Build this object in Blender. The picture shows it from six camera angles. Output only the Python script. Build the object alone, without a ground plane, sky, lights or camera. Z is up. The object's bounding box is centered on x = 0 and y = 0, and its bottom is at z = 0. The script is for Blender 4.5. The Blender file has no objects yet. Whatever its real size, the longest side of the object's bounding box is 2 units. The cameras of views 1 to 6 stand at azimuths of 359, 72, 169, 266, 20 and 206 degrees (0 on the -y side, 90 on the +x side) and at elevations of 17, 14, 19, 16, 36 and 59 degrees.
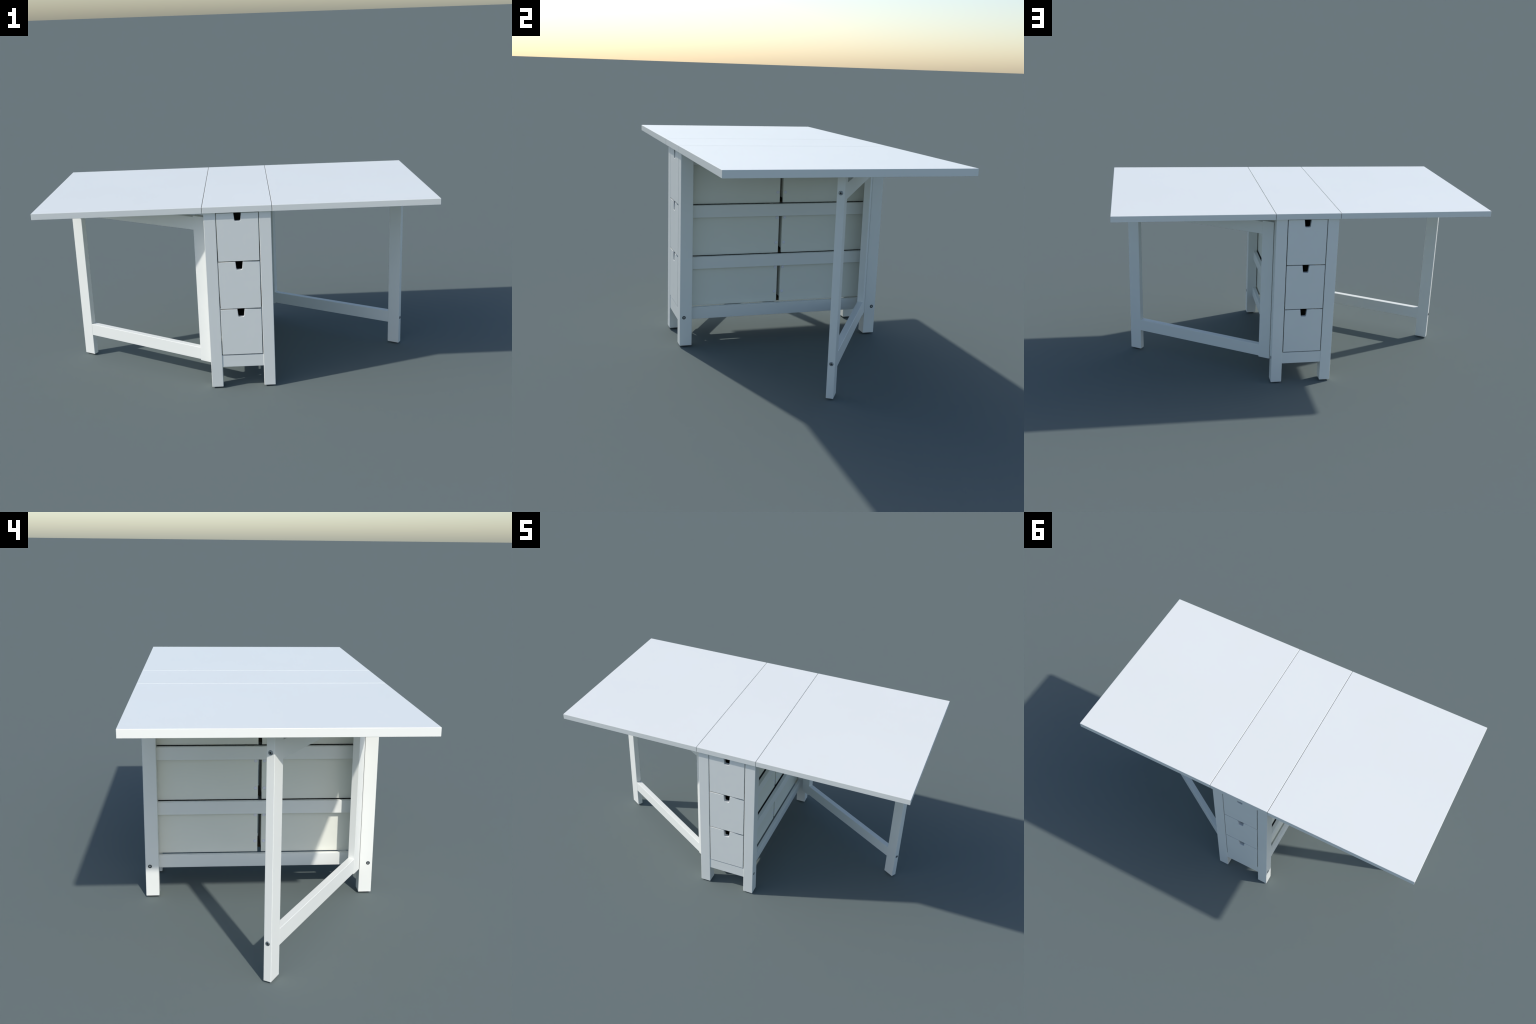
"""White gate-leg drop-leaf table with six small drawers, both leaves raised."""
import bpy, bmesh, math
from mathutils import Vector, Matrix

# ------------------------------------------------------------------ sizes (m)
TOP_Z, TOP_T = 0.9750, 0.0314          # tabletop: upper face, thickness
HALF_L, HALF_W = 1.0, 0.5256          # half length (x), half width (y)
CENTRE_HALF = 0.1705                  # fixed centre board, half width in x
SEAM = 0.0025                         # open joint beside each drop leaf
UNDER = TOP_Z - TOP_T                 # underside of the top

LEG_OUT_X, LEG_OUT_Y, LEG_S = 0.1662, 0.5125, 0.0590
FOOT_Z = 0.005                        # wood ends here, glide nails below

RAIL_OUT_X, RAIL_T, RAIL_H = 0.1315, 0.0202, 0.0592
RAIL_TOPS = [0.1860 + 0.2513 * k for k in range(4)]

DRAWER_HALF, DRAWER_PITCH, DRAWER_Z0 = 0.1031, 0.2522, 0.1866
DRAWER_H, FRONT_T, SIDE_H, PANEL_T = 0.2473, 0.0210, 0.2295, 0.0130
GAP_Y = 0.0083                        # half gap between back-to-back drawers

GATE_ANGLE = math.radians(31.66)
GATE_FRONT, GATE_T = 0.4736, 0.0313   # distance of the gate's face, thickness
GATE_POST_U = (-0.0936, -0.0288)      # hinge-side post along the gate
GATE_LEG_U = (0.7228, 0.7894)         # standing leg along the gate
GATE_LOW, GATE_HIGH = (0.1248, 0.1925), (0.8368, 0.9030)
POST_Z = (0.1188, 0.9090)


# ------------------------------------------------------------------ materials
def nodes_of(name):
    m = bpy.data.materials.new(name)
    m.use_nodes = True
    t = m.node_tree
    return m, t, t.nodes["Principled BSDF"]


def painted(name, colour, rough, spread=0.012, grain_axis=None, bump=0.04, scale=3.0):
    """Lacquered white: a faint blotchy tint and, on solid wood, telegraphed grain."""
    m, t, bsdf = nodes_of(name)
    co = t.nodes.new("ShaderNodeTexCoord")
    tint = t.nodes.new("ShaderNodeTexNoise")
    tint.inputs["Scale"].default_value = scale
    tint.inputs["Detail"].default_value = 3.0
    t.links.new(co.outputs["Object"], tint.inputs["Vector"])
    ramp = t.nodes.new("ShaderNodeValToRGB")
    ramp.color_ramp.elements[0].position = 0.35
    ramp.color_ramp.elements[1].position = 0.65
    ramp.color_ramp.elements[0].color = (*[c - spread for c in colour], 1)
    ramp.color_ramp.elements[1].color = (*[min(1.0, c + spread) for c in colour], 1)
    t.links.new(tint.outputs["Fac"], ramp.inputs["Fac"])
    t.links.new(ramp.outputs["Color"], bsdf.inputs["Base Color"])
    bsdf.inputs["Roughness"].default_value = rough
    bsdf.inputs["Specular IOR Level"].default_value = 0.5
    if grain_axis is not None:
        mp = t.nodes.new("ShaderNodeMapping")
        s = [90.0, 90.0, 90.0]
        s[grain_axis] = 3.0
        mp.inputs["Scale"].default_value = s
        t.links.new(co.outputs["Object"], mp.inputs["Vector"])
        grain = t.nodes.new("ShaderNodeTexNoise")
        grain.inputs["Scale"].default_value = 1.0
        grain.inputs["Detail"].default_value = 4.0
        t.links.new(mp.outputs["Vector"], grain.inputs["Vector"])
        bp = t.nodes.new("ShaderNodeBump")
        bp.inputs["Strength"].default_value = bump
        bp.inputs["Distance"].default_value = 0.002
        t.links.new(grain.outputs["Fac"], bp.inputs["Height"])
        t.links.new(bp.outputs["Normal"], bsdf.inputs["Normal"])
    return m


def hardboard():
    m, t, bsdf = nodes_of("brown_hardboard")
    co = t.nodes.new("ShaderNodeTexCoord")
    n = t.nodes.new("ShaderNodeTexNoise")
    n.inputs["Scale"].default_value = 140.0
    n.inputs["Detail"].default_value = 5.0
    t.links.new(co.outputs["Object"], n.inputs["Vector"])
    r = t.nodes.new("ShaderNodeValToRGB")
    r.color_ramp.elements[0].color = (0.26, 0.20, 0.105, 1)
    r.color_ramp.elements[1].color = (0.36, 0.285, 0.165, 1)
    t.links.new(n.outputs["Fac"], r.inputs["Fac"])
    t.links.new(r.outputs["Color"], bsdf.inputs["Base Color"])
    bsdf.inputs["Roughness"].default_value = 0.7
    return m


def plain(name, colour, rough, metallic=0.0):
    m, t, bsdf = nodes_of(name)
    bsdf.inputs["Base Color"].default_value = (*colour, 1)
    bsdf.inputs["Roughness"].default_value = rough
    bsdf.inputs["Metallic"].default_value = metallic
    return m


WHITE = (0.842, 0.853, 0.815)
MAT_TOP = painted("white_top_lacquer", WHITE, 0.30, 0.006, None, 0.0, 1.5)
MAT_WOOD_Z = painted("white_wood_upright", WHITE, 0.36, 0.010, 2)
MAT_WOOD_X = painted("white_wood_lengthwise", WHITE, 0.36, 0.010, 0)
MAT_WOOD_Y = painted("white_wood_crosswise", WHITE, 0.36, 0.010, 1)
MAT_FRONT = painted("white_drawer_front", WHITE, 0.36, 0.008, None, 0.0, 5.0)
MAT_SIDE = painted("cream_drawer_side", (0.820, 0.825, 0.740), 0.5, 0.006, None, 0.0, 3.0)
MAT_BROWN = hardboard()
MAT_STEEL = plain("bolt_steel", (0.34, 0.38, 0.41), 0.30, 0.9)
MAT_STEEL_DARK = plain("bolt_steel_dark", (0.10, 0.115, 0.12), 0.40, 0.8)
MAT_SOCKET = plain("bolt_socket", (0.015, 0.016, 0.018), 0.8)
MAT_SOCKET_PALE = plain("bolt_socket_pale", (0.55, 0.58, 0.60), 0.35, 0.6)
MAT_PLUG = plain("plastic_plug", (0.80, 0.80, 0.88), 0.45)
MAT_SLIT_BLACK = plain("slit_bar_black", (0.025, 0.026, 0.028), 0.6)
MAT_GLIDE = plain("foot_glide", (0.08, 0.08, 0.08), 0.6)


# ------------------------------------------------------------------ builders
def link(name, mesh, parent, mat=None):
    o = bpy.data.objects.new(name, mesh)
    bpy.context.scene.collection.objects.link(o)
    o.parent = parent
    if mat is not None and not mesh.materials:
        mesh.materials.append(mat)
    return o


def empty(name, parent=None):
    o = bpy.data.objects.new(name, None)
    o.empty_display_size = 0.05
    bpy.context.scene.collection.objects.link(o)
    o.parent = parent
    return o


def flatten_normals(me):
    """Face-weighted normals: broad faces stay dead flat, only the eased arrises turn."""
    for p in me.polygons:
        p.use_smooth = True
    acc = [Vector() for _ in me.vertices]
    for p in me.polygons:
        for v in p.vertices:
            acc[v] += p.normal * p.area ** 2
    me.normals_split_custom_set_from_vertices([a.normalized() for a in acc])


def finish(bm, name, edges_bevel=0.0, segments=2, angle=30.0):
    if edges_bevel > 0:
        sharp = [e for e in bm.edges if len(e.link_faces) == 2
                 and e.calc_face_angle(0.0) > math.radians(angle)]
        bmesh.ops.bevel(bm, geom=sharp, offset=edges_bevel, segments=segments,
                        profile=0.5, affect="EDGES", clamp_overlap=True)
    bmesh.ops.recalc_face_normals(bm, faces=bm.faces[:])
    me = bpy.data.meshes.new(name)
    bm.to_mesh(me)
    bm.free()
    flatten_normals(me)
    return me


def board_mesh(name, sx, sy, sz, bevel=0.0018, segments=2):
    """Board centred on its own origin with eased arrises."""
    bm = bmesh.new()
    bmesh.ops.create_cube(bm, size=1.0)
    bmesh.ops.scale(bm, vec=(sx, sy, sz), verts=bm.verts[:])
    return finish(bm, name, bevel, segments)


def span_board(name, parent, mat, lo, hi, bevel=0.0018):
    lo, hi = Vector(lo), Vector(hi)
    s = hi - lo
    o = link(name, board_mesh(name, s.x, s.y, s.z, bevel), parent, mat)
    o.location = (lo + hi) / 2
    return o


def copy_of(src, parent, matrix):
    """Another instance sharing the mesh, placed by a world matrix."""
    o = src.copy()
    bpy.context.scene.collection.objects.link(o)
    o.parent = parent
    o.matrix_local = matrix
    return o


def bolt_mesh(name, radius, height, rim, head, socket):
    """Button-head bolt along +Z: short rim, domed head, hexagonal socket."""
    bm = bmesh.new()
    seg = 24
    prof = [(1.0, -0.6), (1.0, 0.25), (0.90, 0.72), (0.70, 0.95), (0.46, 1.0)]
    rings = []
    for r, h in prof:
        rings.append([bm.verts.new((radius * r * math.cos(a), radius * r * math.sin(a), height * h))
                      for a in (math.tau * i / seg for i in range(seg))])
    def hex_r(a):
        a = (a % (math.pi / 3)) - math.pi / 6
        return 0.36 / math.cos(a)
    for h in (1.0, 0.15):
        rings.append([bm.verts.new((radius * hex_r(a) * math.cos(a), radius * hex_r(a) * math.sin(a), height * h))
                      for a in (math.tau * i / seg for i in range(seg))])
    for k in range(len(rings) - 1):
        for i in range(seg):
            j = (i + 1) % seg
            f = bm.faces.new((rings[k][i], rings[k][j], rings[k + 1][j], rings[k + 1][i]))
            f.material_index = 2 if k == len(rings) - 2 else (0 if k < 2 else 1)
    bm.faces.new(rings[-1]).material_index = 2
    bm.faces.new(list(reversed(rings[0])))
    bmesh.ops.recalc_face_normals(bm, faces=bm.faces[:])
    me = bpy.data.meshes.new(name)
    bm.to_mesh(me)
    bm.free()
    for p in me.polygons:
        p.use_smooth = p.material_index == 1
    for m in (rim, head, socket):
        me.materials.append(m)
    return me


def dome_mesh(name, radius, height, mat):
    """Low round plug cap along +Z."""
    bm = bmesh.new()
    seg = 20
    prof = [(1.0, -0.4), (1.0, 0.35), (0.88, 0.75), (0.60, 0.95)]
    rings = [[bm.verts.new((radius * r * math.cos(math.tau * i / seg),
                            radius * r * math.sin(math.tau * i / seg), height * h)) for i in range(seg)]
             for r, h in prof]
    for k in range(len(rings) - 1):
        for i in range(seg):
            j = (i + 1) % seg
            bm.faces.new((rings[k][i], rings[k][j], rings[k + 1][j], rings[k + 1][i]))
    bm.faces.new(rings[-1])
    bm.faces.new(list(reversed(rings[0])))
    me = finish(bm, name)
    me.materials.append(mat)
    return me


def drawer_front_mesh(name):
    """Front panel in x-z, outer face at y = 0, body towards +y; finger notch in the top edge."""
    w, h = DRAWER_HALF, DRAWER_H
    nt, nb, nd, r = 0.0187, 0.0146, 0.0412, 0.0065
    lean = math.atan2(nt - nb, nd)
    def corner(sign):
        """Rounded foot of the notch, from the slanted wall to its floor."""
        pts = []
        for k in range(6):
            a = (math.pi / 2 - lean) * k / 5
            cx = nb + r * math.tan(lean) * 0.6 - r
            pts.append((sign * (cx + r * math.cos(a + lean * 0)), h - nd + r - r * math.sin(a)))
        return pts
    outline = [(-w, 0), (w, 0), (w, h), (nt, h)]
    outline += corner(1)
    outline += list(reversed(corner(-1)))
    outline += [(-nt, h), (-w, h)]
    bm = bmesh.new()
    face = bm.faces.new([bm.verts.new((x, 0, z)) for x, z in outline])
    ext = bmesh.ops.extrude_face_region(bm, geom=[face])
    bmesh.ops.translate(bm, vec=(0, FRONT_T, 0), verts=[v for v in ext["geom"] if isinstance(v, bmesh.types.BMVert)])
    bmesh.ops.recalc_face_normals(bm, faces=bm.faces[:])
    # ease the arrises of the two broad faces only
    rim = [e for e in bm.edges if abs(e.verts[0].co.y - e.verts[1].co.y) < 1e-6]
    bmesh.ops.bevel(bm, geom=rim, offset=0.0012, segments=2, profile=0.5, affect="EDGES", clamp_overlap=True)
    return finish(bm, name)


def drawer_bottom_mesh(name, half, y0, y1, tail=None, t=0.0030):
    """Hardboard sheet; with a tail (x0, x1, y2) it sticks out behind the drawer back."""
    outline = [(-half, y0), (half, y0), (half, y1)]
    if tail:
        x0, x1, y2 = tail
        outline += [(x1, y1), (x1, y2), (x0, y2), (x0, y1)]
    outline.append((-half, y1))
    bm = bmesh.new()
    face = bm.faces.new([bm.verts.new((x, y, 0)) for x, y in outline])
    ext = bmesh.ops.extrude_face_region(bm, geom=[face])
    bmesh.ops.translate(bm, vec=(0, 0, t), verts=[v for v in ext["geom"] if isinstance(v, bmesh.types.BMVert)])
    return finish(bm, name)


# ------------------------------------------------------------------ the table
table = empty("drop_leaf_table")
table["label"] = "white gate-leg table with six small drawers, leaves raised"
table["category"] = "folding table"

# tabletop: fixed board and two drop leaves
span_board("table_top", table, MAT_TOP, (-CENTRE_HALF, -HALF_W, UNDER), (CENTRE_HALF, HALF_W, TOP_Z), 0.0016)
leaf = span_board("drop_leaf", table, MAT_TOP, (CENTRE_HALF + SEAM, -HALF_W, UNDER), (HALF_L, HALF_W, TOP_Z), 0.0016)
copy_of(leaf, table, Matrix.Rotation(math.pi, 4, "Z") @ leaf.matrix_basis)

# cabinet legs with glides and the bolt that ties the end rail
leg_mesh = board_mesh("leg", LEG_S, LEG_S, UNDER - FOOT_Z - 0.0005, 0.0022)
leg_mesh.materials.append(MAT_WOOD_Z)
glide_mesh = board_mesh("glide", 0.040, 0.040, FOOT_Z + 0.002, 0.0008, 1)
glide_mesh.materials.append(MAT_GLIDE)
cabinet_bolt = bolt_mesh("bolt", 0.0088, 0.0014, MAT_STEEL_DARK, MAT_STEEL_DARK, MAT_SOCKET_PALE)
for sx in (-1, 1):
    for sy in (-1, 1):
        leg = link("leg", leg_mesh, table)
        leg.location = (sx * (LEG_OUT_X - LEG_S / 2), sy * (LEG_OUT_Y - LEG_S / 2),
                        (FOOT_Z + UNDER - 0.0005) / 2)
        glide = link("glide", glide_mesh, leg)
        glide.location = (0, 0, (FOOT_Z + 0.002) / 2 - leg.location.z)
        bolt = link("bolt", cabinet_bolt, leg)
        bolt.rotation_euler = (0, sx * math.pi / 2, 0)
        bolt.location = (sx * LEG_S / 2, sy * 0.4926 - leg.location.y, 0.148 - leg.location.z)

# long side rails, four on each side, and one low rail across each end
rail_mesh = board_mesh("side_rail", RAIL_T, 2 * (LEG_OUT_Y - LEG_S) + 0.002, RAIL_H, 0.0018)
rail_mesh.materials.append(MAT_WOOD_Y)
for sx in (-1, 1):
    for zt in RAIL_TOPS:
        r = link("side_rail", rail_mesh, table)
        r.location = (sx * (RAIL_OUT_X - RAIL_T / 2), 0, zt - RAIL_H / 2)
# near-black bars inside the two middle rails, seen as dark lines in the slits
slit_bar_mesh = board_mesh("slit_dark_bar", 0.026, 2 * (LEG_OUT_Y - LEG_S) - 0.004, 0.0120, 0.0010)
slit_bar_mesh.materials.append(MAT_SLIT_BLACK)
for sx in (-1, 1):
    for zt in RAIL_TOPS[1:3]:
        r = link("slit_dark_bar", slit_bar_mesh, table)
        r.location = (sx * (RAIL_OUT_X - RAIL_T - 0.0128), 0, zt - 0.0050 - 0.0060)
end_half = LEG_OUT_X - LEG_S + 0.001
end = span_board("end_rail", table, MAT_WOOD_X, (-end_half, -LEG_OUT_Y + 0.0026, 0.1156),
                 (end_half, -LEG_OUT_Y + 0.0286, 0.1808), 0.0018)
copy_of(end, table, Matrix.Rotation(math.pi, 4, "Z") @ end.matrix_basis)

# drawers: three at each end, back to back
front_me = drawer_front_mesh("drawer_front")
front_me.materials.append(MAT_FRONT)
depth0, depth1 = FRONT_T, LEG_OUT_Y - GAP_Y          # side panels run to the middle gap
side_me = board_mesh("drawer_side", PANEL_T, depth1 - depth0, SIDE_H, 0.0012)
side_me.materials.append(MAT_SIDE)
back_me = board_mesh("drawer_back", 2 * (DRAWER_HALF - PANEL_T), PANEL_T, SIDE_H - 0.022, 0.0010)
back_me.materials.append(MAT_SIDE)
base_half = DRAWER_HALF - PANEL_T
base_tail = drawer_bottom_mesh("drawer_bottom", base_half, depth0, depth1,
                               (-0.045, base_half - 0.001, LEG_OUT_Y + GAP_Y - 0.0005))
base_plain = drawer_bottom_mesh("drawer_bottom", base_half, depth0, depth1)
for base in (base_tail, base_plain):
    base.materials.append(MAT_BROWN)
plug_me = dome_mesh("plug", 0.0074, 0.0024, MAT_PLUG)
for turn in (0, 1):
    for level in range(3):
        d = empty("drawer", table)
        rot = Matrix.Rotation(math.pi * turn, 4, "Z")
        d.matrix_local = rot @ Matrix.Translation((0, -LEG_OUT_Y, DRAWER_Z0 + level * DRAWER_PITCH))
        link("drawer_front", front_me, d).location = (0, 0, 0)
        for sx in (-1, 1):
            s = link("drawer_side", side_me, d)
            s.location = (sx * (DRAWER_HALF - PANEL_T / 2), (depth0 + depth1) / 2, SIDE_H / 2)
            for pz in (0.0515, 0.1780):
                p = link("plug", plug_me, d)
                p.rotation_euler = (0, sx * math.pi / 2, 0)
                p.location = (sx * DRAWER_HALF, LEG_OUT_Y - 0.0197, pz)
        link("drawer_back", back_me, d).location = (0, depth1 - PANEL_T / 2, 0.022 + (SIDE_H - 0.022) / 2)
        link("drawer_bottom", base_plain if turn else base_tail, d).location = (0, 0, -0.0012)

# swinging gates that carry the leaves
u_axis = Vector((-math.cos(GATE_ANGLE), math.sin(GATE_ANGLE), 0))
n_axis = Vector((-math.sin(GATE_ANGLE), -math.cos(GATE_ANGLE), 0))
gate_bolt = bolt_mesh("bolt", 0.0086, 0.0024, MAT_STEEL_DARK, MAT_STEEL, MAT_SOCKET)


post_mesh = board_mesh("gate_post", GATE_POST_U[1] - GATE_POST_U[0], GATE_T, POST_Z[1] - POST_Z[0], 0.0018)
post_mesh.materials.append(MAT_WOOD_Z)
stand_mesh = board_mesh("gate_leg", GATE_LEG_U[1] - GATE_LEG_U[0], GATE_T, UNDER - 0.0005 - FOOT_Z, 0.0018)
stand_mesh.materials.append(MAT_WOOD_Z)
rail_len = GATE_LEG_U[0] - GATE_POST_U[1] + 0.002
gate_rail_mesh = board_mesh("gate_rail", rail_len, GATE_T - 0.0008, GATE_LOW[1] - GATE_LOW[0], 0.0018)
gate_rail_mesh.materials.append(MAT_WOOD_X)
gate_glide = board_mesh("glide", 0.040, 0.018, FOOT_Z + 0.002, 0.0008, 1)
gate_glide.materials.append(MAT_GLIDE)
for turn in (0, 1):
    g = empty("gate", table)
    angle = math.atan2(u_axis.y, u_axis.x)
    # local y = z x u ; the face towards the sun side is the negative n side
    g.matrix_local = (Matrix.Rotation(math.pi * turn, 4, "Z") @ Matrix.Translation(n_axis * GATE_FRONT)
                      @ Matrix.Rotation(angle, 4, "Z"))
    side = 1.0 if Vector((0, 0, 1)).cross(u_axis).dot(n_axis) < 0 else -1.0   # +1: local y runs to the back
    yc = side * GATE_T / 2
    link("gate_post", post_mesh, g).location = (sum(GATE_POST_U) / 2, yc, sum(POST_Z) / 2)
    st = link("gate_leg", stand_mesh, g)
    st.location = (sum(GATE_LEG_U) / 2, yc, (FOOT_Z + UNDER - 0.0005) / 2)
    gl = link("glide", gate_glide, g)
    gl.location = (sum(GATE_LEG_U) / 2, yc, (FOOT_Z + 0.002) / 2)
    for z in (GATE_LOW, GATE_HIGH):
        link("gate_rail", gate_rail_mesh, g).location = ((GATE_LEG_U[0] + GATE_POST_U[1]) / 2, yc, sum(z) / 2)
        b = link("bolt", gate_bolt, g)
        b.rotation_euler = (0, math.pi / 2, 0)
        b.location = (GATE_LEG_U[1], yc, sum(z) / 2)
